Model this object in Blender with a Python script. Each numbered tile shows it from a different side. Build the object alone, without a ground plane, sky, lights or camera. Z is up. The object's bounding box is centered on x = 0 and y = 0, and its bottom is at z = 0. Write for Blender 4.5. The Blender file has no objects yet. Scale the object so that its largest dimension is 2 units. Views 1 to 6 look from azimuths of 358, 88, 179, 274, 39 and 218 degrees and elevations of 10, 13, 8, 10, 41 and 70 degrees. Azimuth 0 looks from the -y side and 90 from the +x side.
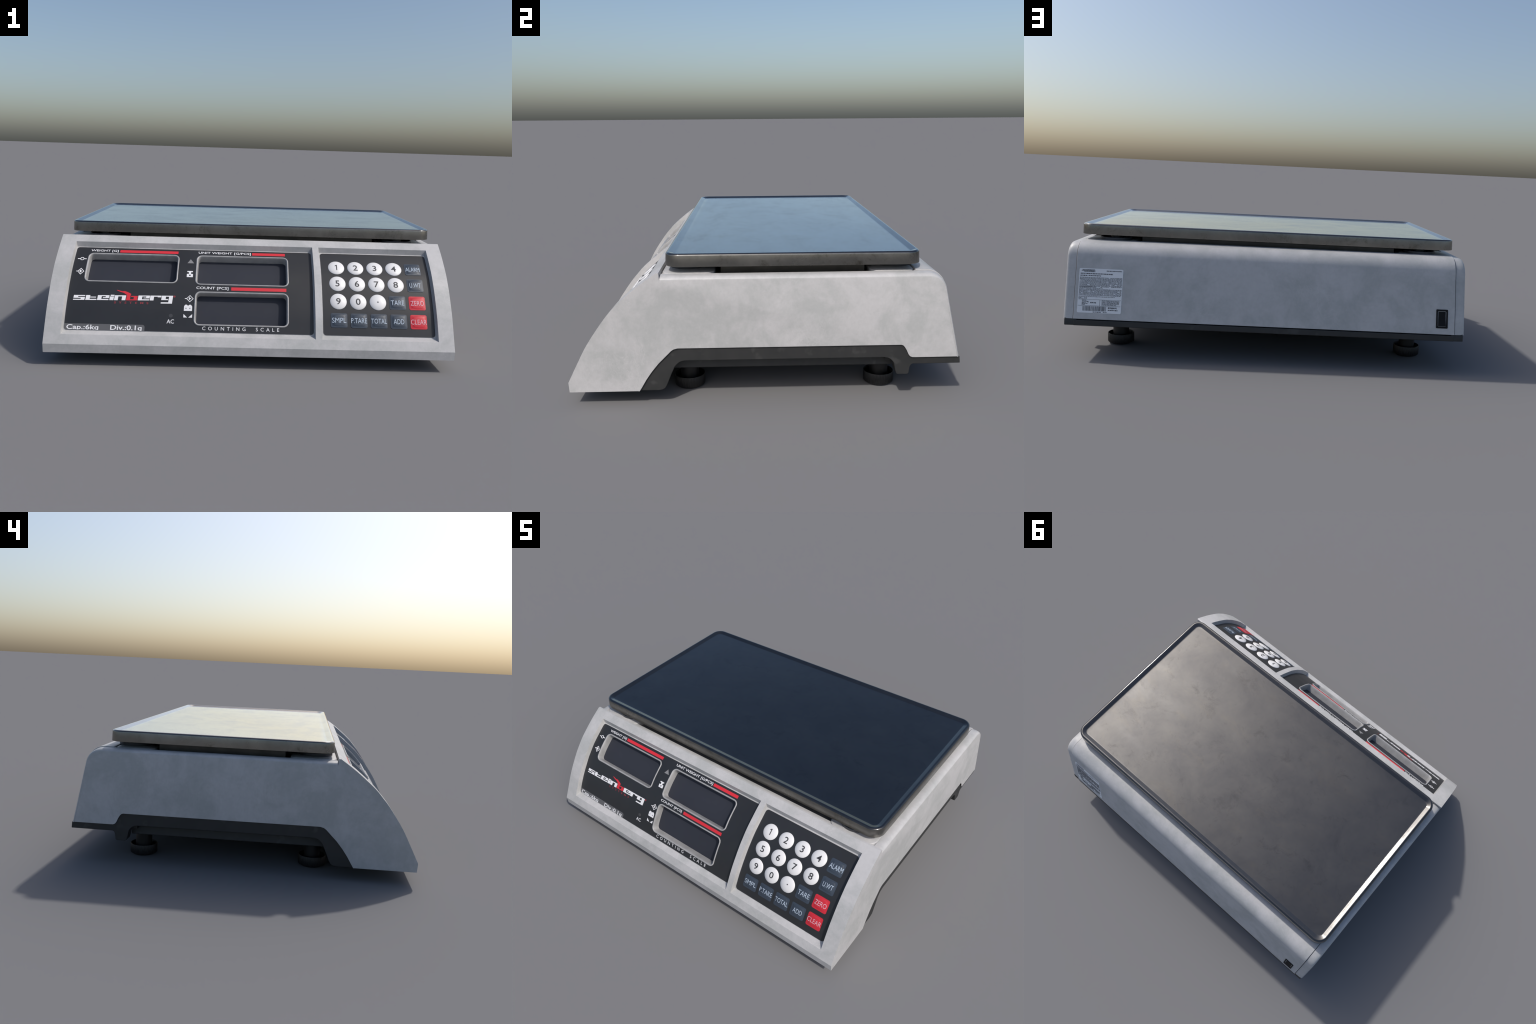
"""Desktop counting scale: light plastic housing with a curved front fascia
(display panel + keypad), dark base on four screw feet and a steel pan."""
import bpy, bmesh, math, random
from mathutils import Vector, Matrix

# --------------------------------------------------------------------------
# materials
# --------------------------------------------------------------------------
def new_mat(name):
    m = bpy.data.materials.new(name)
    m.use_nodes = True
    nt = m.node_tree
    return m, nt, nt.nodes["Principled BSDF"]

def N(nt, kind, **kw):
    n = nt.nodes.new(kind)
    for k, v in kw.items():
        if k in n.inputs.keys():
            n.inputs[k].default_value = v
        else:
            setattr(n, k, v)
    return n

def coords(nt, scale=(1, 1, 1)):
    tc = N(nt, "ShaderNodeTexCoord")
    mp = N(nt, "ShaderNodeMapping")
    mp.inputs["Scale"].default_value = scale
    nt.links.new(tc.outputs["Object"], mp.inputs["Vector"])
    return mp.outputs["Vector"]

def noise(nt, vec, scale, detail=4.0, rough=0.55, dist=0.0):
    n = N(nt, "ShaderNodeTexNoise")
    n.inputs["Scale"].default_value = scale
    n.inputs["Detail"].default_value = detail
    n.inputs["Roughness"].default_value = rough
    n.inputs["Distortion"].default_value = dist
    nt.links.new(vec, n.inputs["Vector"])
    return n.outputs["Fac"]

def ramp(nt, fac, stops):
    r = N(nt, "ShaderNodeValToRGB")
    e = r.color_ramp.elements
    while len(e) < len(stops):
        e.new(0.5)
    for el, (p, c) in zip(e, stops):
        el.position = p
        el.color = (c, c, c, 1) if isinstance(c, (int, float)) else (*c, 1)
    nt.links.new(fac, r.inputs["Fac"])
    return r.outputs["Color"]

def mix(nt, fac, a, b, blend="MIX"):
    m = N(nt, "ShaderNodeMix", data_type="RGBA", blend_type=blend)
    for sock, val in ((m.inputs[0], fac), (m.inputs[6], a), (m.inputs[7], b)):
        if isinstance(val, bpy.types.NodeSocket):
            nt.links.new(val, sock)
        elif isinstance(val, (int, float)):
            sock.default_value = val
        else:
            sock.default_value = (*val, 1)
    return m.outputs[2]

def bump(nt, bsdf, height, strength, dist=0.002):
    b = N(nt, "ShaderNodeBump")
    b.inputs["Strength"].default_value = strength
    b.inputs["Distance"].default_value = dist
    nt.links.new(height, b.inputs["Height"])
    nt.links.new(b.outputs["Normal"], bsdf.inputs["Normal"])

def plain(name, col, rough=0.5, metallic=0.0, coat=0.0, spec=0.5, var=0.0, vscale=12):
    m, nt, p = new_mat(name)
    p.inputs["Base Color"].default_value = (*col, 1)
    p.inputs["Roughness"].default_value = rough
    p.inputs["Metallic"].default_value = metallic
    p.inputs["Coat Weight"].default_value = coat
    p.inputs["Specular IOR Level"].default_value = spec
    if var:
        f = noise(nt, coords(nt), vscale, 5, 0.6)
        lo = tuple(c * (1 - var) for c in col)
        hi = tuple(c * (1 + var) for c in col)
        nt.links.new(ramp(nt, f, [(0.3, lo), (0.7, hi)]), p.inputs["Base Color"])
    return m

def key_material(name, col, rough, coat, radius, dist):
    """moulded membrane key: shallow dome in its own Object coordinates"""
    m, nt, p = new_mat(name)
    p.inputs["Base Color"].default_value = (*col, 1)
    p.inputs["Roughness"].default_value = rough
    p.inputs["Coat Weight"].default_value = coat
    v = coords(nt, (1 / radius, 1 / radius, 0))
    ln = N(nt, "ShaderNodeVectorMath", operation="LENGTH")
    nt.links.new(v, ln.inputs[0])
    sq = N(nt, "ShaderNodeMath", operation="POWER")
    nt.links.new(ln.outputs["Value"], sq.inputs[0])
    sq.inputs[1].default_value = 2.6
    inv = N(nt, "ShaderNodeMath", operation="SUBTRACT", use_clamp=True)
    inv.inputs[0].default_value = 1.0
    nt.links.new(sq.outputs[0], inv.inputs[1])
    bump(nt, p, inv.outputs[0], 1.0, dist)
    return m

def housing_material():
    m, nt, p = new_mat("aged_light_plastic")
    v = coords(nt)
    patches = ramp(nt, noise(nt, v, 5.5, 9, 0.66, 0.35), [(0.40, (0.43, 0.434, 0.432)), (0.58, (0.515, 0.508, 0.511))])
    fine = ramp(nt, noise(nt, v, 42, 8, 0.78), [(0.32, 0.84), (0.62, 1.0)])
    col = mix(nt, 0.6, patches, fine, "MULTIPLY")
    # pale rubbed streaks
    vs = coords(nt, (1.0, 1.3, 0.45))
    streak = ramp(nt, noise(nt, vs, 9, 8, 0.72, 1.6), [(0.485, 0.0), (0.5, 1.0), (0.515, 0.0)])
    gate = ramp(nt, noise(nt, v, 2.6, 2), [(0.5, 0.0), (0.62, 0.45)])
    sg = mix(nt, 1.0, streak, gate, "MULTIPLY")
    col = mix(nt, sg, col, (0.58, 0.57, 0.57))
    # sparse grey smudges
    sm = ramp(nt, noise(nt, v, 17, 7, 0.75, 0.8), [(0.60, 0.0), (0.74, 0.35)])
    col = mix(nt, sm, col, (0.33, 0.33, 0.325))
    nt.links.new(col, p.inputs["Base Color"])
    r = ramp(nt, noise(nt, v, 7, 4), [(0.3, 0.36), (0.7, 0.52)])
    nt.links.new(r, p.inputs["Roughness"])
    bump(nt, p, noise(nt, v, 420, 2), 0.06, 0.001)
    return m

def base_material():
    m, nt, p = new_mat("dark_base_plastic")
    v = coords(nt)
    c = ramp(nt, noise(nt, v, 9, 6, 0.65, 0.3), [(0.35, (0.020, 0.021, 0.021)), (0.68, (0.029, 0.029, 0.029))])
    dust = ramp(nt, noise(nt, v, 14, 3, 0.5, 0.2), [(0.60, 0.0), (0.70, 0.5)])
    c = mix(nt, dust, c, (0.062, 0.061, 0.060))
    nt.links.new(c, p.inputs["Base Color"])
    p.inputs["Roughness"].default_value = 0.55
    return m

def steel_material(name, lo, hi, stain_col, rough, coat):
    m, nt, p = new_mat(name)
    v = coords(nt)
    c = ramp(nt, noise(nt, v, 4.0, 9, 0.70, 0.35), [(0.34, lo), (0.66, hi)])
    stain = ramp(nt, noise(nt, v, 9, 10, 0.78, 0.5), [(0.54, 0.0), (0.70, 0.8)])
    c = mix(nt, stain, c, stain_col)
    p.inputs["Metallic"].default_value = 1.0
    r = ramp(nt, noise(nt, v, 6.0, 9, 0.72, 0.4), [(0.32, rough[0]), (0.70, rough[1])])
    if coat:                                     # polished skin: base colour lightened at glancing angles for the mirrored sky
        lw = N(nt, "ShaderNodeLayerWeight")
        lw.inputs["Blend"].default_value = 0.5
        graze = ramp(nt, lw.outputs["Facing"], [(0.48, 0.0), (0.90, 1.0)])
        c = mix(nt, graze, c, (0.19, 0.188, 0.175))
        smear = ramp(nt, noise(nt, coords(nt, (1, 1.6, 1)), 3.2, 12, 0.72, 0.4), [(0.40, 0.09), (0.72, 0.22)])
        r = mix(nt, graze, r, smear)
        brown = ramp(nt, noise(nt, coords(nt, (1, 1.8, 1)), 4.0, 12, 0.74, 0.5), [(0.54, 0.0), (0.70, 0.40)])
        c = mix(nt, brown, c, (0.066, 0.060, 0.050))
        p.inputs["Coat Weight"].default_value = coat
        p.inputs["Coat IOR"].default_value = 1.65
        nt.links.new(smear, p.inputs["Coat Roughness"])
    nt.links.new(c, p.inputs["Base Color"])
    nt.links.new(r, p.inputs["Roughness"])
    return m

M_BODY = housing_material()
M_BASE = base_material()
M_STEEL = steel_material("brushed_stained_steel", (0.036, 0.037, 0.040), (0.054, 0.054, 0.054), (0.024, 0.024, 0.025), (0.34, 0.40), 1.0)  # base colour darkened to hold down the sun's glow on the plate
M_STEELWALL = steel_material("reflection_tinted_steel_wall", (0.20, 0.195, 0.18), (0.30, 0.29, 0.265), (0.095, 0.085, 0.065), (0.24, 0.42), 0.0)
M_PANEL = plain("black_overlay_foil", (0.020, 0.021, 0.0235), 0.42, var=0.12, vscale=5)
M_GLASS = plain("smoked_display_window", (0.030, 0.033, 0.044), 0.55, spec=0.25, var=0.04, vscale=6)
M_BEZEL = plain("grey_bezel_plastic", (0.34, 0.34, 0.342), 0.32, var=0.14, vscale=20)  # a darker grey than the housing
M_RED = plain("red_print", (0.62, 0.026, 0.040), 0.45)
M_WHITE = plain("white_print", (0.78, 0.78, 0.80), 0.5)
M_GREYP = plain("grey_print", (0.22, 0.22, 0.225), 0.5)
M_DOT = plain("indicator_lens", (0.055, 0.055, 0.058), 0.35)
M_TAB = plain("grey_capacity_tab", (0.105, 0.106, 0.112), 0.5)
M_REDDARK = plain("dull_red_print", (0.24, 0.035, 0.042), 0.5)
M_KEYW = key_material("white_key", (0.74, 0.735, 0.74), 0.42, 0.0, .0425, .0075)
M_KEYB = key_material("slate_blue_key", (0.036, 0.050, 0.072), 0.50, 0.0, .0345, .0014)
M_KEYR = key_material("red_key", (0.56, 0.020, 0.036), 0.50, 0.0, .0345, .0014)
M_INK = plain("dark_ink", (0.035, 0.035, 0.04), 0.5)
M_KEYTXT = plain("pale_blue_key_text", (0.44, 0.52, 0.62), 0.5)
M_KEYTXTR = plain("pale_red_key_text", (0.72, 0.40, 0.46), 0.5)
M_RUBBER = plain("black_rubber", (0.006, 0.006, 0.007), 0.45, var=0.3, vscale=30)
M_CUP = plain("grey_moulded_cup", (0.055, 0.058, 0.064), 0.35)  # cup colour darkened with the pan's shadow over the pads
M_CARRIER = plain("cast_carrier_metal", (0.075, 0.071, 0.064), 0.35, metallic=0.5, var=0.25, vscale=9)
M_DECK = plain("inner_deck_plastic", (0.17, 0.17, 0.172), 0.6, var=0.2, vscale=8)
M_LABEL = plain("label_paper", (0.80, 0.81, 0.83), 0.5)
M_LINK = plain("label_ink", (0.13, 0.13, 0.14), 0.5)
M_SWITCH = plain("black_switch_plastic", (0.009, 0.009, 0.010), 0.6, spec=0.2)

# --------------------------------------------------------------------------
# scene helpers
# --------------------------------------------------------------------------
COL = bpy.context.scene.collection

def link(obj, parent):
    COL.objects.link(obj)
    obj.parent = parent
    return obj

def finish(bm, name, mat, parent, angle=32, bevel=0.0, seg=2, limit=40, merge=True):
    if merge:
        bmesh.ops.remove_doubles(bm, verts=bm.verts, dist=1e-5)
    bmesh.ops.recalc_face_normals(bm, faces=bm.faces)
    me = bpy.data.meshes.new(name)
    bm.to_mesh(me)
    bm.free()
    for p in me.polygons:
        p.use_smooth = True
    if not bevel:
        me.set_sharp_from_angle(angle=math.radians(angle))
    me.materials.append(mat)
    ob = link(bpy.data.objects.new(name, me), parent)
    if bevel:
        b = ob.modifiers.new("edge_rounding", "BEVEL")
        b.width = bevel
        b.segments = seg
        b.limit_method = "ANGLE"
        b.angle_limit = math.radians(limit)
        b.harden_normals = True
    return ob

def rounded_rect(x0, x1, y0, y1, r, n=8):
    """counter-clockwise outline of a rectangle with rounded corners"""
    pts = []
    for cx, cy, a0 in ((x1 - r, y0 + r, -90), (x1 - r, y1 - r, 0), (x0 + r, y1 - r, 90), (x0 + r, y0 + r, 180)):
        for i in range(n + 1):
            a = math.radians(a0 + 90 * i / n)
            pts.append((cx + r * math.cos(a), cy + r * math.sin(a)))
    return pts

def loft(bm, loops, cap_start=False, cap_end=False):
    rings = [[bm.verts.new(p) for p in lp] for lp in loops]
    n = len(rings[0])
    for a, b in zip(rings, rings[1:]):
        for i in range(n):
            j = (i + 1) % n
            bm.faces.new((a[i], a[j], b[j], b[i]))
    if cap_start:
        bm.faces.new(list(reversed(rings[0])))
    if cap_end:
        bm.faces.new(rings[-1])
    return rings

def prism(bm, outline, x0, x1):
    """extrude a (y, z) outline along x"""
    loft(bm, [[(x0, y, z) for y, z in outline], [(x1, y, z) for y, z in outline]], True, True)

def box(bm, x0, x1, y0, y1, z0, z1):
    prism(bm, [(y0, z0), (y1, z0), (y1, z1), (y0, z1)], x0, x1)

def lathe(bm, profile, centre, n=40, ribs=0, depth=0.0, close=True):
    loops = []
    for r, z in profile:
        lp = []
        for i in range(n):
            a = 2 * math.pi * i / n
            rr = r
            if ribs and r > 0.06:
                rr = r - depth * (0.5 + 0.5 * math.cos(ribs * a)) ** 3
            lp.append((centre[0] + rr * math.cos(a), centre[1] + rr * math.sin(a), centre[2] + z))
        loops.append(lp)
    loft(bm, loops, close, close)

# --------------------------------------------------------------------------
# front fascia surface: (x, s, depth) -> world
#   s runs down the curved face from its top edge, depth goes into the body
# --------------------------------------------------------------------------
FASCIA = [(-.448, .583), (-.4925, .5525), (-.536, .520), (-.6105, .457), (-.652, .412),
          (-.6885, .3675), (-.7515, .275), (-.7955, .1935), (-.8385, .109)]

def catmull(P, n=24):
    P = [Vector(p) for p in P]
    Q = [2 * P[0] - P[1]] + P + [2 * P[-1] - P[-2]]
    out = []
    for i in range(1, len(Q) - 2):
        p0, p1, p2, p3 = Q[i - 1:i + 3]
        for k in range(n):
            t = k / n
            out.append(0.5 * (2 * p1 + (p2 - p0) * t + (2 * p0 - 5 * p1 + 4 * p2 - p3) * t * t
                              + (3 * p1 - p0 - 3 * p2 + p3) * t ** 3))
    return out + [P[-1]]

CURVE = catmull(FASCIA)
ARC = [0.0]
for a_, b_ in zip(CURVE, CURVE[1:]):
    ARC.append(ARC[-1] + (b_ - a_).length)
S_END = ARC[-1]

def along(s):
    """point and outward normal (y, z) of the fascia profile at arc length s"""
    s = min(max(s, 0.0), S_END)
    lo, hi = 0, len(ARC) - 1
    while hi - lo > 1:
        mid = (lo + hi) // 2
        if ARC[mid] <= s:
            lo = mid
        else:
            hi = mid
    t = (s - ARC[lo]) / (ARC[hi] - ARC[lo])
    p = CURVE[lo].lerp(CURVE[hi], t)
    a, b = max(lo - 8, 0), min(hi + 8, len(CURVE) - 1)
    tan = (CURVE[b] - CURVE[a]).normalized()
    return p, Vector((tan.y, -tan.x))

def face_pt(x, s, d=0.0):
    p, n = along(s)
    return (x, p.x - n.x * d, p.y - n.y * d)
# orient the normal towards the viewer (-y, +z)
if along(0.3)[1].x > 0:
    _al = along
    def along(s):
        p, n = _al(s)
        return p, -n

def taper(x, y):
    """the body narrows a little towards the rear"""
    return x * (1 - 0.002 * min(max((y + 0.45) / 1.28, 0), 1))

# --------------------------------------------------------------------------
# the thing
# --------------------------------------------------------------------------
scale = bpy.data.objects.new("counting_scale", None)
COL.objects.link(scale)
scale["label"] = "light grey counting scale with keypad, three displays, steel pan"
scale["category"] = "weighing scale"

# outline of the rear shell: deck -> rounded shoulder -> sloping rear wall
REAR_LOW, REAR_HIGH = Vector((.8345, .1995)), Vector((.7690, .4953))
RDIR = (REAR_HIGH - REAR_LOW).normalized()
DECK_Z = 0.573
CORNER = REAR_LOW + RDIR * ((DECK_Z - REAR_LOW.y) / RDIR.y)
R_SH = 0.088
end_ang = math.atan2(-RDIR.x, RDIR.y)      # outward normal of the rear wall above horizontal
TL = R_SH * math.tan((math.pi / 2 - end_ang) / 2)
shoulder_c = Vector((CORNER.x - TL, DECK_Z - R_SH))
N_ARC = 14

def shell_path(y_start):
    """list of (point, normal) from the deck over the shoulder to the foot of the wall"""
    out = []
    steps = 26
    for i in range(steps):
        y = y_start + (shoulder_c.x - y_start) * i / steps
        out.append((Vector((y, DECK_Z)), Vector((0, 1))))
    for i in range(N_ARC + 1):
        a = math.pi / 2 + (end_ang - math.pi / 2) * i / N_ARC
        n = Vector((math.cos(a), math.sin(a)))
        out.append((shoulder_c + n * R_SH, n))
    top = out[-1][0]
    n = out[-1][1]
    for i in range(1, 15):
        out.append((top.lerp(REAR_LOW, i / 14), n))
    return out

# boundary between light side walls and dark base (y, z), rear -> front
SEAM = [(.8207, .1990), (.640, .1990), (.6256, .1995), (.6165, .2035), (.6096, .2120), (.6010, .2310), (.5927, .2450),
        (.5855, .2530), (.5768, .2560), (-.372, .2564), (-.3890, .2520), (-.4000, .2443), (-.4260, .2180),
        (-.4538, .1899), (-.4830, .1540), (-.5080, .1180), (-.5280, .0840), (-.5400, .0650)]

def build_housing():
    bm = bmesh.new()
    recesses = [(-.920, .317, -.9165, .3135), (.350, .924, .3535, .9205)]
    S0, S1, F0, F1, DEP = .050, .576, .0635, .5525, .0262
    rows = [0.0, .018, .034, S0] + [S0 + (S1 - S0) * i / 26 for i in range(1, 26)] + [S1, .592, .608, S_END]
    xs = [-1.0, -.96, -.920, -.61, -.30, .0, .317, .350, .54, .73, .924, .962, 1.0]
    grid = [[bm.verts.new(face_pt(x, s)) for x in xs] for s in rows]
    def inside(x, s):
        return S0 < s < S1 and any(a < x < b for a, b, _, _ in recesses)
    for j in range(len(rows) - 1):
        for i in range(len(xs) - 1):
            if not inside((xs[i] + xs[i + 1]) / 2, (rows[j] + rows[j + 1]) / 2):
                bm.faces.new((grid[j][i], grid[j][i + 1], grid[j + 1][i + 1], grid[j + 1][i]))
    # recess walls
    jr = [j for j, s in enumerate(rows) if S0 - 1e-6 <= s <= S1 + 1e-6]
    for a, b, fa, fb in recesses:
        ii = [i for i, x in enumerate(xs) if a - 1e-6 <= x <= b + 1e-6]
        fx = lambda x: fa + (x - a) * (fb - fa) / (b - a)
        fs = lambda s: F0 + (s - S0) * (F1 - F0) / (S1 - S0)
        low = {}
        for j in jr:
            for i in ii:
                if j in (jr[0], jr[-1]) or i in (ii[0], ii[-1]):
                    low[j, i] = bm.verts.new(face_pt(fx(xs[i]), fs(rows[j]), DEP))
        for j in (jr[0], jr[-1]):
            for i, k in zip(ii, ii[1:]):
                bm.faces.new((grid[j][i], grid[j][k], low[j, k], low[j, i]))
        for i in (ii[0], ii[-1]):
            for j, k in zip(jr, jr[1:]):
                bm.faces.new((grid[j][i], grid[k][i], low[k, i], low[j, i]))
    # front lip under the fascia, ledge behind its top edge
    front = [bm.verts.new((x, -.8360, .0660)) for x in xs]
    under = [bm.verts.new((x, -.800, .0660)) for x in xs]
    ledge = [bm.verts.new((x, -.4385, .5830)) for x in xs]
    back = [bm.verts.new((x, -.4345, .5500)) for x in xs]
    deep = [bm.verts.new((x, -.4340, .5100)) for x in xs]
    for r0, r1 in ((grid[-1], front), (front, under), (grid[0], ledge), (ledge, back), (back, deep)):
        for i in range(len(xs) - 1):
            bm.faces.new((r0[i], r0[i + 1], r1[i + 1], r1[i]))
    # side walls: one flat face each plus the rounded shoulder along deck and rear
    path = shell_path(-.4345)
    steps = [(1.0, -.0240), (.9985, -.0175), (.9945, -.0122), (.9880, -.0083), (.9790, -.0060), (.9670, -.0046), (.9522, -.0040), (.9518, -.014)]
    for sx, col in ((-1, 0), (1, len(xs) - 1)):
        rails = []
        for dx, off in steps:
            rail = []
            for p, n in path:
                k = 0.42 + 0.58 * max(n.y, 0) ** 1.5 if dx > .9520 else 1
                q = p + n * (off * k - .0035 * (1 - max(n.y, 0)))
                xx = 1 - (1 - dx) * (0.5 + 0.5 * max(n.y, 0)) if dx > .965 else dx
                rail.append(bm.verts.new((sx * taper(xx, q.x), q.x, q.y)))
            rails.append(rail)
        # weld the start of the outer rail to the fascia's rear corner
        for a, b in zip(rails, rails[1:]):
            for i in range(len(path) - 1):
                bm.faces.new((a[i], a[i + 1], b[i + 1], b[i]))
        ring = [under[col], front[col]] + [grid[j][col] for j in range(len(rows) - 1, -1, -1)] + [ledge[col], back[col]]
        ring += rails[0]
        for y, z in SEAM:
            ring.append(bm.verts.new((sx * taper(1.0, y), y, z)))
        ring.append(bm.verts.new((sx * 1.0, -.545, .0660)))
        bm.faces.new(ring)
    return finish(bm, "housing", M_BODY, scale, bevel=0.0050, seg=3, limit=24)

housing = build_housing()

def sheet(outline, holes, d_top, thick, name, mat, parent, step=0.02, drop=None):
    """curved foil on the fascia: flat outline with holes in (x, s), cut into strips and bent"""
    bm = bmesh.new()
    edges = []
    for lp in [outline] + holes:
        vs = [bm.verts.new((x, s, 0)) for x, s in lp]
        edges += [bm.edges.new((vs[i], vs[(i + 1) % len(vs)])) for i in range(len(vs))]
    bmesh.ops.triangle_fill(bm, edges=edges, use_beauty=True)
    s0, s1 = min(s for _, s in outline), max(s for _, s in outline)
    n = int((s1 - s0) / step)
    for i in range(1, n):
        s = s0 + (s1 - s0) * i / n
        geom = bm.verts[:] + bm.edges[:] + bm.faces[:]
        bmesh.ops.bisect_plane(bm, geom=geom, plane_co=(0, s, 0), plane_no=(0, 1, 0), dist=1e-6)
    rim = [e for e in bm.edges if e.is_boundary]
    if thick:
        res = bmesh.ops.extrude_edge_only(bm, edges=rim)
        for v in [g for g in res["geom"] if isinstance(g, bmesh.types.BMVert)]:
            v.co.z = thick
    for v in bm.verts:
        v.co = face_pt(v.co.x, v.co.y, d_top + v.co.z + (drop(v.co.y) if drop else 0.0))
    return finish(bm, name, mat, parent, angle=40, merge=False)

def low(s):
    """the whole display print sits a little lower on the shallower upper part"""
    return s + .0007 + .0038 * (1 - s / .62)

# windows: (x0, x1, s0, s1) of the bezel's outer edge
WINDOWS = [(a, b, low(c), low(d)) for a, b, c, d in
           ((-.8470, -.3760, .1060, .2910), (-.2880, .1885, .1050, .2955), (-.2850, .1870, .3325, .5150))]
win_holes = [rounded_rect(a + .004, b - .004, c + .004, d - .004, .025) for a, b, c, d in WINDOWS]
# light floor under both foils
sheet([(-.9168, .0630), (.3138, .0630), (.3138, .5530), (-.9168, .5530)], win_holes, .0260, 0, "recess_floor", M_BODY, housing)
sheet([(.3532, .0630), (.9208, .0630), (.9208, .5530), (.3532, .5530)], [], .0260, 0, "recess_floor", M_BODY, housing)
PANEL_D = .0242
display = sheet(rounded_rect(-.9130, .3105, .0695, .5490, .014), win_holes, PANEL_D, .0016, "display_panel", M_PANEL, scale)
keypad = sheet(rounded_rect(.3585, .9165, .0705, .5490, .016), [], PANEL_D, .0016, "keypad_panel", M_PANEL, scale)

def glass_depth(idx, s):
    """the windows lie 4 cm behind the foil"""
    return .0645

def bezel(win, idx):
    a, b, c, d = win
    bm = bmesh.new()
    deep = .0680
    prof = [(0.0, .0275), (0.0, .0232), (.0012, .0212), (.0038, .0204), (.0064, .0212), (.0082, .0245), (.0094, .034), (.0105, deep)]
    loops = []
    for ins, dep in prof:
        pts = rounded_rect(a + ins, b - ins, c + ins, d - ins, max(.029 - ins, .018), 7)
        # extra points on the short straight edges so they follow the curved face
        full = []
        for i, p in enumerate(pts):
            q = pts[(i + 1) % len(pts)]
            full.append(p)
            if abs(p[0] - q[0]) < 1e-6 and abs(p[1] - q[1]) > .03:
                full += [(p[0], p[1] + (q[1] - p[1]) * k / 6) for k in range(1, 6)]
        loops.append([face_pt(x, s, dep) for x, s in full])
    loft(bm, loops)
    ob = finish(bm, "display_bezel", M_BEZEL, display, angle=50)
    g = sheet([(a + .007, c + .007), (b - .007, c + .007), (b - .007, d - .007), (a + .007, d - .007)], [], .0, 0, "display_window", M_GLASS, display, step=.01,
              drop=lambda s: glass_depth(idx, s))
    return ob

for i, w in enumerate(WINDOWS):
    bezel(w, i)

# --------------------------------------------------------------------------
# printing on the fascia
# --------------------------------------------------------------------------
def decal(polys, name, mat, parent, depth=PANEL_D, lift=.0006):
    """thin printed shapes, polygons in (x, s)"""
    bm = bmesh.new()
    for k, poly in enumerate(polys):
        up = lift + k * 0.00006
        loft(bm, [[face_pt(x, low(s), depth + .0002) for x, s in poly], [face_pt(x, low(s), depth - up) for x, s in poly]], False, True)
    return finish(bm, name, mat, parent, merge=False)

def R(x0, x1, s0, s1):
    return [(x0, s0), (x1, s0), (x1, s1), (x0, s1)]

def text_mesh(body, weight=0.0, spacing=1.0):
    cu = bpy.data.curves.new("glyphs", "FONT")
    cu.body = body
    cu.size = 1.0
    cu.offset = weight
    cu.space_character = spacing
    cu.resolution_u = 3
    ob = bpy.data.objects.new("glyphs", cu)
    COL.objects.link(ob)
    dg = bpy.context.evaluated_depsgraph_get()
    me = bpy.data.meshes.new_from_object(ob.evaluated_get(dg))
    bpy.data.objects.remove(ob)
    bpy.data.curves.remove(cu)
    return me

def fitted_text(body, mapper, box_, name, mat, parent, weight=0.0, spacing=1.0, clip=None):
    """text stretched into box_ = (u0, u1, v_top, v_bottom); mapper(u, v) -> world"""
    me = text_mesh(body, weight, spacing)
    xs = [v.co.x for v in me.vertices]
    ys = [v.co.y for v in me.vertices]
    x0, x1, y0, y1 = min(xs), max(xs), min(ys), max(ys)
    u0, u1, vt, vb = box_
    if u0 is None:                      # natural width, centred
        k = abs(vb - vt) / (y1 - y0) * (x1 - x0) * 0.54
        u0, u1 = -k, k
    for v in me.vertices:
        u = u0 + (u1 - u0) * (v.co.x - x0) / (x1 - x0)
        w = vt + (vb - vt) * (y1 - v.co.y) / (y1 - y0)
        v.co = (u, w, 0)
    if clip is not None:                # the foil's edge cuts the descenders
        bm = bmesh.new()
        bm.from_mesh(me)
        bmesh.ops.bisect_plane(bm, geom=bm.verts[:] + bm.edges[:] + bm.faces[:], plane_co=(0, clip, 0), plane_no=(0, 1, 0), clear_outer=True)
        bm.to_mesh(me)
        bm.free()
    for v in me.vertices:
        v.co = mapper(v.co.x, v.co.y)
    me.name = name
    me.materials.clear()
    me.materials.append(mat)
    return link(bpy.data.objects.new(name, me), parent)

def on_panel(lift=.0009, depth=PANEL_D):
    return lambda x, s: face_pt(x, low(s), depth - lift)

TXT = on_panel()
def ptext(body, bx, mat=M_WHITE, weight=.012, spacing=1.0, lift=.0009, clip=None):
    return fitted_text(body, on_panel(lift), bx, "printed_text", mat, display, weight, spacing, clip)

ptext("WEIGHT [G]", (-.8385, -.6970, .0805, .0990), weight=.012)
ptext("UNIT WEIGHT [G/PCS]", (-.2800, -.0060, .0775, .0970), weight=.012)
ptext("COUNT [PCS]", (-.2790, -.1170, .3050, .3240), weight=.012)
ptext("COUNTING  SCALE", (-.2400, .1390, .5185, .5365), M_GREYP if False else M_WHITE, .0, 1.9)
ptext("AC", (-.4160, -.3800, .4860, .5070), weight=.01)
ptext("Cap.:6kq", (-.9010, -.7460, .5215, .5530), weight=.016, lift=.0018, clip=.5470)   # the g is cut off below
ptext("Div.:0.1q", (-.6885, -.5355, .5210, .5530), weight=.016, lift=.0018, clip=.5470)
ptext("SYSTEMS", (-.6820, -.5120, .3975, .4090), M_REDDARK, .02, 2.2)

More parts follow.
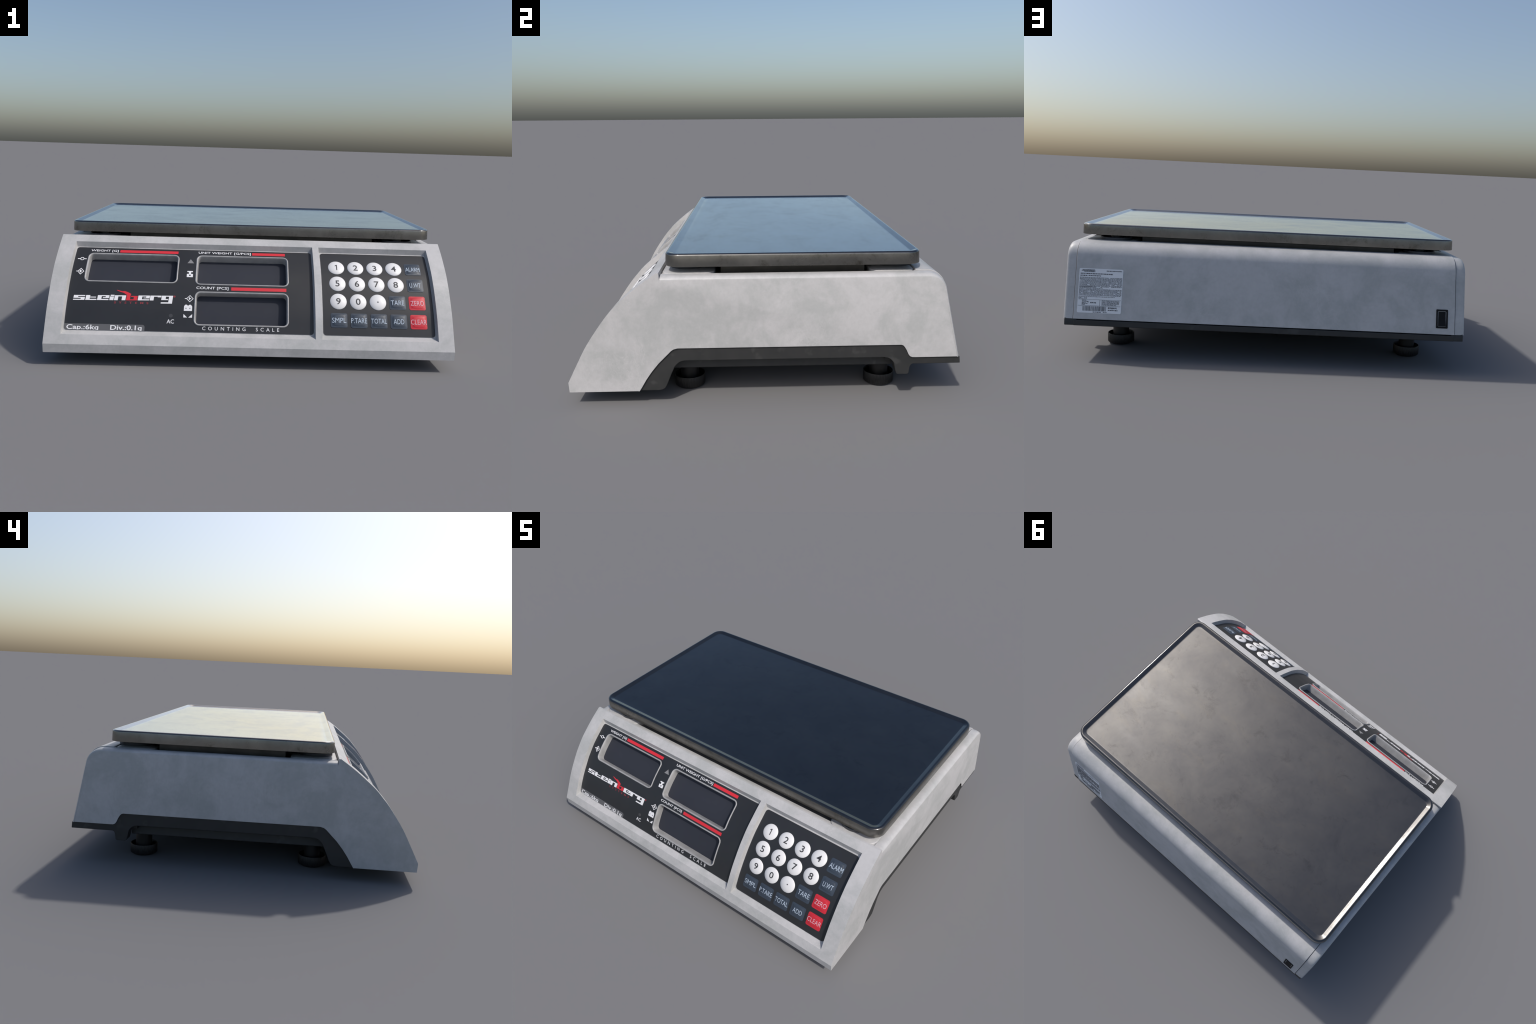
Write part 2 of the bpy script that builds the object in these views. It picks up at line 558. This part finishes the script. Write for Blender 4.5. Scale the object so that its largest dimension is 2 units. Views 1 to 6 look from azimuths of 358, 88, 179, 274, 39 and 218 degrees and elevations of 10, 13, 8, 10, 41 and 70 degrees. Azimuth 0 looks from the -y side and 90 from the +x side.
for bar in (R(-.6885, -.3855, .0805, .0985), R(.0005, .1730, .0775, .0955), R(-.1030, .1755, .3055, .3235)):
    decal([bar], "red_bar", M_RED, display)
tab = [(-.9125, .5170), (-.5330, .5170)] + [(-.5330 + .011 * math.sin(a), .5280 - .011 * math.cos(a)) for a in (.4, .8, 1.2, 1.57)] + \
      [(-.5220, .5474), (-.8990, .5474)] + [(-.8990 - .0135 * math.sin(a), .5339 + .0135 * math.cos(a)) for a in (.4, .8, 1.2, 1.57)]
decal([tab], "capacity_tab", M_TAB, display)

def disc(cx, cs, r, n=24):
    return [(cx + r * math.cos(2 * math.pi * i / n), cs + r * math.sin(2 * math.pi * i / n)) for i in range(n)]

def ring_strips(pts, width):
    """stroke a closed outline: one quad per segment"""
    cx = sum(p[0] for p in pts) / len(pts)
    cs = sum(p[1] for p in pts) / len(pts)
    rad = max(math.hypot(p[0] - cx, p[1] - cs) for p in pts)
    k = 1 - width / rad
    inn = [(cx + (x - cx) * k, cs + (s - cs) * k) for x, s in pts]
    n = len(pts)
    return [[pts[i], pts[(i + 1) % n], inn[(i + 1) % n], inn[i]] for i in range(n)]

def strip_decal(polys, name, mat):
    return decal(polys, name, mat, display)

decal([disc(-.3975, .4665, .0095)], "indicator_lamp", M_DOT, display)
zero_mark = [R(-.8975, -.8850, .1455, .1500), R(-.8650, -.8530, .1455, .1500)] + ring_strips(disc(-.8750, .1478, .0100, 16), .0034)
decal(zero_mark, "zero_symbol", M_WHITE, display)
dia = lambda cx, cs, w, h: [(cx, cs - h), (cx + w, cs), (cx, cs + h), (cx - w, cs)]
decal([R(-.8920, -.8860, .2285, .2325), dia(-.8700, .2300, .0065, .0090)] + ring_strips(dia(-.8690, .2305, .0175, .0205), .0050), "stable_symbol", M_WHITE, display)
decal([R(-.3330, -.3250, .3715, .3750), R(-.3130, -.3085, .3660, .3800), R(-.3085, -.3020, .3710, .3750)] + ring_strips(dia(-.3080, .3735, .0185, .0190), .0042), "stable_symbol", M_WHITE, display)
decal([[(-.3178, .1330), (-.2990, .1600), (-.3330, .1600)]], "triangle_symbol", M_GREYP, display)
decal([R(-.3315, -.3265, .2310, .2505), R(-.3055, -.3005, .2310, .2505), R(-.3265, -.3055, .2310, .2360), R(-.3265, -.3055, .2440, .2505),
       R(-.3265, -.3200, .2360, .2440), R(-.3120, -.3055, .2360, .2440), R(-.3300, -.3020, .2125, .2195), R(-.3215, -.3105, .2195, .2310)], "weight_symbol", M_WHITE, display)
bag = [(-.3345, .4395), (-.3345, .4160), (-.3305, .4080), (-.3250, .4055), (-.3195, .4080), (-.3150, .4130), (-.3105, .4080), (-.3050, .4055), (-.2995, .4080), (-.2945, .4160), (-.2945, .4395)]
decal([bag], "parcel_symbol", M_WHITE, display)
decal([disc(-.3245, .4255, .0028, 8), disc(-.3050, .4255, .0028, 8)], "parcel_symbol_mark", M_DOT, display, lift=.0012)
decal([[(-.3352, .4565), (-.3170, .4745), (-.3352, .4745)], [(-.2925, .4565), (-.2925, .4745), (-.3110, .4745)]], "wedge_symbol", M_WHITE, display)

# maker's lettering: squared techno glyphs in a 2120-wide unit grid, y in x-heights
LOGO = {
    "white": [
        (65, 305, .80, 1), (65, 160, .52, .80), (65, 305, .42, .60), (222, 305, .20, .42), (65, 305, 0, .20),
        (325, 412, 0, 1), (412, 540, .50, .68), (412, 560, 0, .22),
        (575, 660, 0, 1), (660, 820, .80, 1), (745, 820, .58, .80), (690, 820, .42, .58), (660, 815, 0, .22),
        (835, 920, 0, .74), (845, 925, .84, 1.10),
        (935, 1012, 0, 1), (1012, 1175, .78, 1), (1095, 1175, 0, .78),
        (1440, 1525, 0, 1), (1525, 1685, .80, 1), (1610, 1685, .58, .80), (1555, 1685, .42, .58), (1525, 1680, 0, .22),
        (1695, 1775, 0, 1), (1775, 1930, .78, 1), (1855, 1930, .66, .78),
        (1940, 2180, .80, 1), (1940, 2030, .10, .80), (2030, 2085, .10, .30), (2098, 2180, -.62, .80), (1940, 2098, -.62, -.36)],
    "red": [(1190, 1270, 0, 1.12), (1270, 1425, 0, .20), (1345, 1425, .20, .90), (1285, 1345, .70, .90)],
}
def logo_pt(px, y):
    t = (px - 65) / 2115
    slant = y * 0.0022
    return (-.8850 + .4905 * t + slant, .3945 - .0075 * t - y * .0262)
for colour, mat in (("white", M_WHITE), ("red", M_RED)):
    polys = [[logo_pt(a, d), logo_pt(b, d), logo_pt(b, c), logo_pt(a, c)] for a, b, c, d in LOGO[colour]]
    if colour == "red":
        polys.append([logo_pt(*p) for p in ((1190, 1.10), (1270, 1.12), (1278, 1.32), (1215, 1.62), (1130, 1.92), (1085, 1.88), (1075, 1.72), (1130, 1.45))])
        polys.append([logo_pt(*p) for p in ((960, 2.14), (1085, 1.84), (1110, 1.55), (1040, 1.72), (955, 2.05))])
    decal(polys, "maker_lettering", mat, display)
decal([disc(-.3850, .3640, .0055, 12)], "registered_mark", M_REDDARK, display)

# --------------------------------------------------------------------------
# keys
# --------------------------------------------------------------------------
COLS = [.4375, .5375, .6375, .7370, .8370]
ROWS = [.1700, .2710, .3720, .4725]
KR, KH = .0420, .0022

def key_frame(x, s):
    p, n = along(s)
    p2, _ = along(s + .002)
    z = Vector((0, n.x, n.y))
    xax = Vector((1, 0, 0))
    y = z.cross(xax)
    o = Vector(face_pt(x, s, PANEL_D))
    return Matrix(((xax.x, y.x, z.x, o.x), (xax.y, y.y, z.y, o.y), (xax.z, y.z, z.z, o.z), (0, 0, 0, 1)))

def dome_h(r, R0, h, base):
    return base + h * math.sqrt(max(0.0, 1 - (r / R0) ** 2)) if r < R0 else base

def round_key_mesh():
    bm = bmesh.new()
    loops = [[(KR * math.cos(a), KR * math.sin(a), -.001) for a in [2 * math.pi * i / 48 for i in range(48)]]]
    for k in range(13):
        t = math.pi / 2 * k / 13
        r = KR * math.cos(t)
        loops.append([(r * math.cos(2 * math.pi * i / 48), r * math.sin(2 * math.pi * i / 48), .0012 + KH * math.sin(t)) for i in range(48)])
    loft(bm, loops, False, True)
    bmesh.ops.recalc_face_normals(bm, faces=bm.faces)
    me = bpy.data.meshes.new("number_key")
    bm.to_mesh(me); bm.free()
    for p in me.polygons: p.use_smooth = True
    me.materials.append(M_KEYW)
    return me

SQW, SQH, DR, DH, DB = .0415, .0365, .0345, .0018, .0010
def square_key_mesh(mat):
    bm = bmesh.new()
    n = 12
    def loop(ins, z):
        return [(x, y, z) for x, y in rounded_rect(-SQW + ins, SQW - ins, -SQH + ins, SQH - ins, .009 - ins * .5, n - 1)]
    m = 4 * n
    angs = [math.atan2(p[1], p[0]) for p in rounded_rect(-SQW, SQW, -SQH, SQH, .009, n - 1)]
    loops = [loop(0, -.001), loop(0, .0008), loop(.0012, DB)]
    for k in range(10):
        t = math.pi / 2 * k / 10
        r = DR * math.cos(t)
        loops.append([(r * math.cos(a), r * math.sin(a), DB + DH * math.sin(t)) for a in angs])
    loft(bm, loops, False, True)
    bmesh.ops.recalc_face_normals(bm, faces=bm.faces)
    me = bpy.data.meshes.new("function_key")
    bm.to_mesh(me); bm.free()
    for p in me.polygons: p.use_smooth = True
    me.set_sharp_from_angle(angle=math.radians(40))
    me.materials.append(mat)
    return me

ROUND, SQB, SQR = round_key_mesh(), square_key_mesh(M_KEYB), square_key_mesh(M_KEYR)

def add_key(label, c, r, kind):
    fr = key_frame(COLS[c], ROWS[r])
    me = {"n": ROUND, "b": SQB, "r": SQR}[kind]
    ob = link(bpy.data.objects.new(me.name, me), keypad)
    ob.matrix_world = fr
    if kind == "n":
        top = lambda u, v: .0018 + dome_h(math.hypot(u, v), KR, KH, 0)
        bx = (None, None, .0180, -.0165)
        mat, weight = M_INK, .010
        if label == ".":
            bx = (-.0035, .0035, .0045, -.0030)
    else:
        top = lambda u, v: .0007 + dome_h(math.hypot(u, v), DR, DH, DB)
        w = {"ALARM": .0375, "U.WT": .0290, "TARE": .0335, "ZERO": .0335, "SMPL": .0355, "P.TARE": .0395, "TOTAL": .0390, "ADD": .0265, "CLEAR": .0395}[label]
        bx = (-w, w, .0125, -.0130)
        mat, weight = (M_KEYTXTR if kind == "r" else M_KEYTXT), 0.0
    if label == "1":                    # drawn by hand: flag and stem
        poly = [(.0005, .0180), (.0048, .0180), (.0048, -.0165), (.0002, -.0165), (.0002, .0118), (-.0062, .0085), (-.0062, .0128)]
        one = bmesh.new()
        one.faces.new([one.verts.new(fr @ Vector((u, v, top(u, v) + .0002))) for u, v in poly])
        return finish(one, "key_legend", mat, keypad)
    t = fitted_text(label, lambda u, v: fr @ Vector((u, v, top(u, v))), bx, "key_legend", mat, keypad, weight)

for i, ch in enumerate("1234"): add_key(ch, i, 0, "n")
for i, ch in enumerate("5678"): add_key(ch, i, 1, "n")
for i, ch in enumerate("90."): add_key(ch, i, 2, "n")
add_key("ALARM", 4, 0, "b"); add_key("U.WT", 4, 1, "b"); add_key("TARE", 3, 2, "b"); add_key("ZERO", 4, 2, "r")
for i, ch in enumerate(("SMPL", "P.TARE", "TOTAL", "ADD")): add_key(ch, i, 3, "b")
add_key("CLEAR", 4, 3, "r")

# --------------------------------------------------------------------------
# rear cover: lip of the deck, rounded shoulder, rear wall
# --------------------------------------------------------------------------
def build_cover():
    bm = bmesh.new()
    path = shell_path(.640)
    prof = [Vector((.636, .535)), Vector((.636, .571))] + [p for p, n in path]
    xs = [-.9495, -.947, -.8, -.4, 0, .4, .8, .947, .9495]
    rows = []
    for x in xs:
        rows.append([bm.verts.new((taper(x, p.x), p.x, p.y)) for p in prof])
    for a, b in zip(rows, rows[1:]):
        for i in range(len(prof) - 1):
            bm.faces.new((a[i], a[i + 1], b[i + 1], b[i]))
    for sx, row in ((-1, rows[0]), (1, rows[-1])):      # end flanges into the groove
        inn = []
        for i, p in enumerate(prof):
            n = Vector((1, 0)) if i < 2 else path[i - 2][1]
            q = p - n * .008
            inn.append(bm.verts.new((sx * taper(.9490, q.x), q.x, q.y)))
        for i in range(len(prof) - 1):
            bm.faces.new((row[i], row[i + 1], inn[i + 1], inn[i]))
    return finish(bm, "rear_cover", M_BODY, scale, bevel=.0022, seg=2, limit=40)
cover = build_cover()

# deck under the pan with its raised corner pads
bm = bmesh.new()
box(bm, -.9535, .9535, -.4345, .660, .500, .5380)
deck = finish(bm, "deck", M_DECK, scale)
def pad(sx, y0, y1):
    bm = bmesh.new()
    lo, hi = (.690, .9530)
    a, b = (lo, hi) if sx > 0 else (-hi, -lo)
    loops = []
    for ins, z in ((0, .530), (0, .5658), (.0018, .5690), (.0055, .5705)):
        loops.append([(x, y, z) for x, y in rounded_rect(a + ins, b - ins, y0 + ins, y1 - ins, .045 - ins, 8)])
    loft(bm, loops, False, True)
    return finish(bm, "corner_pad", M_BODY, deck, angle=40)
for sx in (-1, 1):
    pad(sx, -.4335, -.2130)
    pad(sx, .4480, .6350)
# narrow rails along the sides between the pads
bm = bmesh.new()
for sx in (-1, 1):
    box(bm, sx * .9525 - .004, sx * .9525 + .004, -.43, .63, .530, .5630)
finish(bm, "deck_rail", M_BODY, deck, bevel=.002)
# strip behind the fascia
bm = bmesh.new()
box(bm, -.953, .953, -.4340, -.4080, .530, .5645)
finish(bm, "front_strip", M_BODY, deck, bevel=.002)

# support cups on the pads
def cup_mesh():
    bm = bmesh.new()
    lathe(bm, [(.066, -.004), (.082, -.004), (.083, -.001), (.083, .0125), (.0815, .0145), (.078, .0145), (.0765, .0125), (.0765, .002), (.030, .002), (.030, .024), (.026, .0275), (.0, .0275)][:-1],
          (0, 0, 0), 48)
    bmesh.ops.recalc_face_normals(bm, faces=bm.faces)
    me = bpy.data.meshes.new("support_cup")
    bm.to_mesh(me); bm.free()
    for p in me.polygons: p.use_smooth = True
    me.set_sharp_from_angle(angle=math.radians(35))
    me.materials.append(M_CUP)
    return me
CUP = cup_mesh()
for sx in (-1, 1):
    for y in (-.332, .570):
        ob = link(bpy.data.objects.new("support_cup", CUP), scale)
        ob.location = (sx * .800, y, .5720)

# load carrier: cross arms with a hub and four posts
bm = bmesh.new()
def bar(p, q, w, z0, z1):
    d = (Vector(q) - Vector(p)).normalized()
    n = Vector((-d.y, d.x)) * w
    pts = [Vector(p) + n, Vector(p) - n, Vector(q) - n, Vector(q) + n]
    loft(bm, [[(v.x, v.y, z0) for v in pts], [(v.x, v.y, z1) for v in pts]], True, True)
bar((-.906, .120), (.906, .120), .308, .5390, .5935)
bar((0, -.372), (0, .612), .660, .5385, .5945)
carrier = finish(bm, "load_carrier", M_CARRIER, scale, bevel=.004)
bm = bmesh.new()
for sx in (-1, 1):
    for y in (-.07, .312):
        lathe(bm, [(.018, 0), (.018, .034), (.024, .036), (.024, .046)], (sx * .672, y, .556), 20)
finish(bm, "carrier_post", M_RUBBER, carrier)

# --------------------------------------------------------------------------
# weighing pan: folded sheet with a beaded rim
# --------------------------------------------------------------------------
def build_pan():
    bm = bmesh.new()
    X, Y0, Y1 = .9660, -.4200, .6610
    prof = [(.050, .6035), (.012, .6030), (.0030, .6005), (.0004, .6000), (.0000, .6012), (.0025, .6455), (.0030, .6485), (.0048, .6512), (.0075, .6530), (.0110, .6543), (.0145, .6546), (.0175, .6540),
            (.0195, .6532), (.0350, .6475), (.0365, .6468), (.0385, .6462), (.0430, .6460)]
    loops = []
    for ins, z in prof:
        r = max(.064 - ins, .026)
        loops.append([(x, y, z) for x, y in rounded_rect(-X + ins, X - ins, Y0 + ins, Y1 - ins, r, 12)])
    loft(bm, loops, True, True)
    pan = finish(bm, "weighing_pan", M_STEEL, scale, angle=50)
    pan.data.materials.append(M_STEELWALL)       # folded wall: same steel, lightened and warmed with the ground's tan reflection
    for p in pan.data.polygons:
        if abs(p.normal.z) < .35:
            p.material_index = 1
    return pan
build_pan()

# --------------------------------------------------------------------------
# dark base: side skirts, underside and feet
# --------------------------------------------------------------------------
LOWER = [(-.5400, .0655), (-.4600, .0650), (-.4440, .0670), (-.4310, .0745), (-.4216, .0909), (-.4080, .1240), (-.3950, .1540), (-.3877, .1694), (-.3790, .1800),
         (-.3656, .1917), (-.3480, .1970), (-.3319, .1979), (.5050, .1974), (.5200, .1955), (.5345, .1890), (.5450, .1780), (.5494, .1715),
         (.5560, .1400), (.5610, .1240), (.5670, .1192), (.6085, .1187), (.6150, .1225), (.6195, .1537), (.6235, .1610), (.6302, .1654), (.8360, .1662)]
def build_base():
    bm = bmesh.new()
    # upper edge follows the seam, hidden 12 mm behind the side wall
    upper = [(.8225, .2085)] + [(y - .003 if y > .55 else y + .004, z + .010) for y, z in SEAM[1:-1]] + [(-.5450, .0760)]
    for sx in (-1, 1):
        outl = [(y, z) for y, z in LOWER] + [(.8335, .1940)] + upper
        a = [(sx * (taper(.9935, y)), y, z) for y, z in outl]
        b = [(sx * .930, y, z) for y, z in outl]
        loft(bm, [a, b], True, True)
    return finish(bm, "base_skirt", M_BASE, scale, bevel=.003, seg=2, limit=50)
skirt = build_base()
bm = bmesh.new()
loft(bm, [[(x, y, .137) for x, y in ((-.925, -.40), (.925, -.40), (.925, .556), (-.925, .556))],
          [(x, y, .245) for x, y in ((-.905, -.40), (.905, -.40), (.905, .552), (-.905, .552))]], True, True)         # tub
prism(bm, [(.520, .168), (.8385, .1655), (.8345, .1945), (.822, .1950), (.815, .215), (.520, .215)], -.9475, .9475)   # rear sill
prism(bm, [(-.825, .071), (-.470, .069), (-.440, .100), (-.395, .215), (-.62, .215), (-.67, .135), (-.80, .090)], -.985, .985)  # toe
prism(bm, [(-.600, .214), (.815, .214), (.745, .49), (.68, .535), (-.41, .535), (-.42, .48), (-.50, .37), (-.56, .27)], -.94, .94)       # inner body, closes the shell
finish(bm, "base_tub", M_BASE, scale, bevel=.004, limit=50, merge=False)

def foot_mesh():
    bm = bmesh.new()
    lathe(bm, [(.050, .000), (.058, .000), (.068, .007), (.0695, .012), (.0695, .052), (.0682, .0545), (.0665, .0545), (.0650, .052), (.0640, .040), (.047, .036), (.0420, .042), (.0420, .150)],
          (0, 0, 0), 240, ribs=60, depth=.0012)
    bmesh.ops.recalc_face_normals(bm, faces=bm.faces)
    me = bpy.data.meshes.new("foot")
    bm.to_mesh(me); bm.free()
    for p in me.polygons: p.use_smooth = True
    me.set_sharp_from_angle(angle=math.radians(35))
    me.materials.append(M_RUBBER)
    return me
FOOT = foot_mesh()
for sx in (-1, 1):
    for y in (-.346, .528):
        ob = link(bpy.data.objects.new("foot", FOOT), scale)
        ob.location = (sx * .783, y, 0)

# --------------------------------------------------------------------------
# rear wall: rating label and power switch
# --------------------------------------------------------------------------
wall_n = Vector((math.cos(end_ang), math.sin(end_ang)))
def rear_pt(x, z, off):
    p = REAR_LOW + RDIR * ((z - REAR_LOW.y) / RDIR.y) + wall_n * off
    return (x, p.x, p.y)

LX0, LX1, LZ0, LZ1 = .7145, .9305, .2300, .4440
def lab(u, v):            # fraction across (left to right as read) and down
    return LX1 - u * (LX1 - LX0), LZ1 - v * (LZ1 - LZ0)
def slab(bm, pts, off0, off1):
    loft(bm, [[rear_pt(x, z, off0) for x, z in pts], [rear_pt(x, z, off1) for x, z in pts]], False, True)
bm = bmesh.new()
slab(bm, rounded_rect(LX0, LX1, LZ0, LZ1, .006, 4), -.001, .0010)
label = finish(bm, "rating_label", M_LABEL, scale, merge=False)
rng = random.Random(7)
bm = bmesh.new()
def mark(u0, u1, v0, v1, off=.0016):
    slab(bm, [lab(u0, v0), lab(u1, v0), lab(u1, v1), lab(u0, v1)], .0008, off)
def words(u0, u1, v, h, dens=1.0):
    u = u0
    while u < u1 - .01:
        w = min(rng.uniform(.012, .05), u1 - u)
        if rng.random() < .96:
            mark(u, u + w, v, v + h * rng.uniform(.75, 1.05))
        u += w + rng.uniform(.005, .011) / dens
for k in range(3):
    words(.05 + .02 * (k != 1), .36, .022 + k * .020, .017, 2)
words(.62, .97, .035, .022)
words(.03, .76, .105, .024); words(.03, .50, .150, .024)
v = .197
while v < .400:
    words(.02, .985, v, .0135); v += .0225
words(.02, .55, .415, .0135); words(.02, .55, .437, .0135)
v = .462
while v < .600:
    words(.02 if v < .57 else .02, .985, v, .0135); v += .0225
words(.02, .84, .628, .012); words(.02, .22, .652, .012); words(.02, .22, .672, .012)
mark(.02, .985, .697, .702); mark(.505, .511, .700, .835); mark(.01, .985, .835, .841)
for k in range(5):
    words(.10, .20 + .03 * (k % 2), .712 + k * .024, .016)
words(.29, .42, .755, .03); words(.215, .25, .74, .03)
for k in range(5):
    words(.55, .95 - .06 * (k == 4), .712 + k * .024, .016)
u = .125
while u < .66:
    w = rng.choice((.006, .006, .010, .016))
    mark(u, u + w, .850, .955); u += w + rng.choice((.006, .006, .010, .014))
words(.70, .90, .860, .035); words(.70, .92, .915, .025); words(.36, .68, .970, .018)
marks = finish(bm, "label_print", M_LINK, label, merge=False)
marks["kind"] = "stuff"

SX0, SX1, SZ0, SZ1 = -.9115, -.8530, .2290, .3205
bm = bmesh.new()
def rr(i, off, rad=.004):
    return [rear_pt(x, z, off) for x, z in rounded_rect(SX0 + i, SX1 - i, SZ0 + i, SZ1 - i, rad, 3)]
loft(bm, [rr(0, -.002), rr(0, .0025), rr(.0015, .0040), rr(.0065, .0040), rr(.0080, .0025), rr(.0085, -.006)], False, True)
switch = finish(bm, "power_switch", M_SWITCH, scale, angle=35)
bm = bmesh.new()
mid = (SZ0 + SZ1) / 2
prof = [(SZ0 + .010, -.004), (SZ0 + .010, .0065), (SZ0 + .020, .0060), (mid, .0010), (SZ1 - .010, .0005), (SZ1 - .010, -.004)]
loft(bm, [[rear_pt(SX0 + .0105, z, o) for z, o in prof], [rear_pt(SX1 - .0105, z, o) for z, o in prof]], True, True)
finish(bm, "rocker", M_SWITCH, switch, bevel=.001)
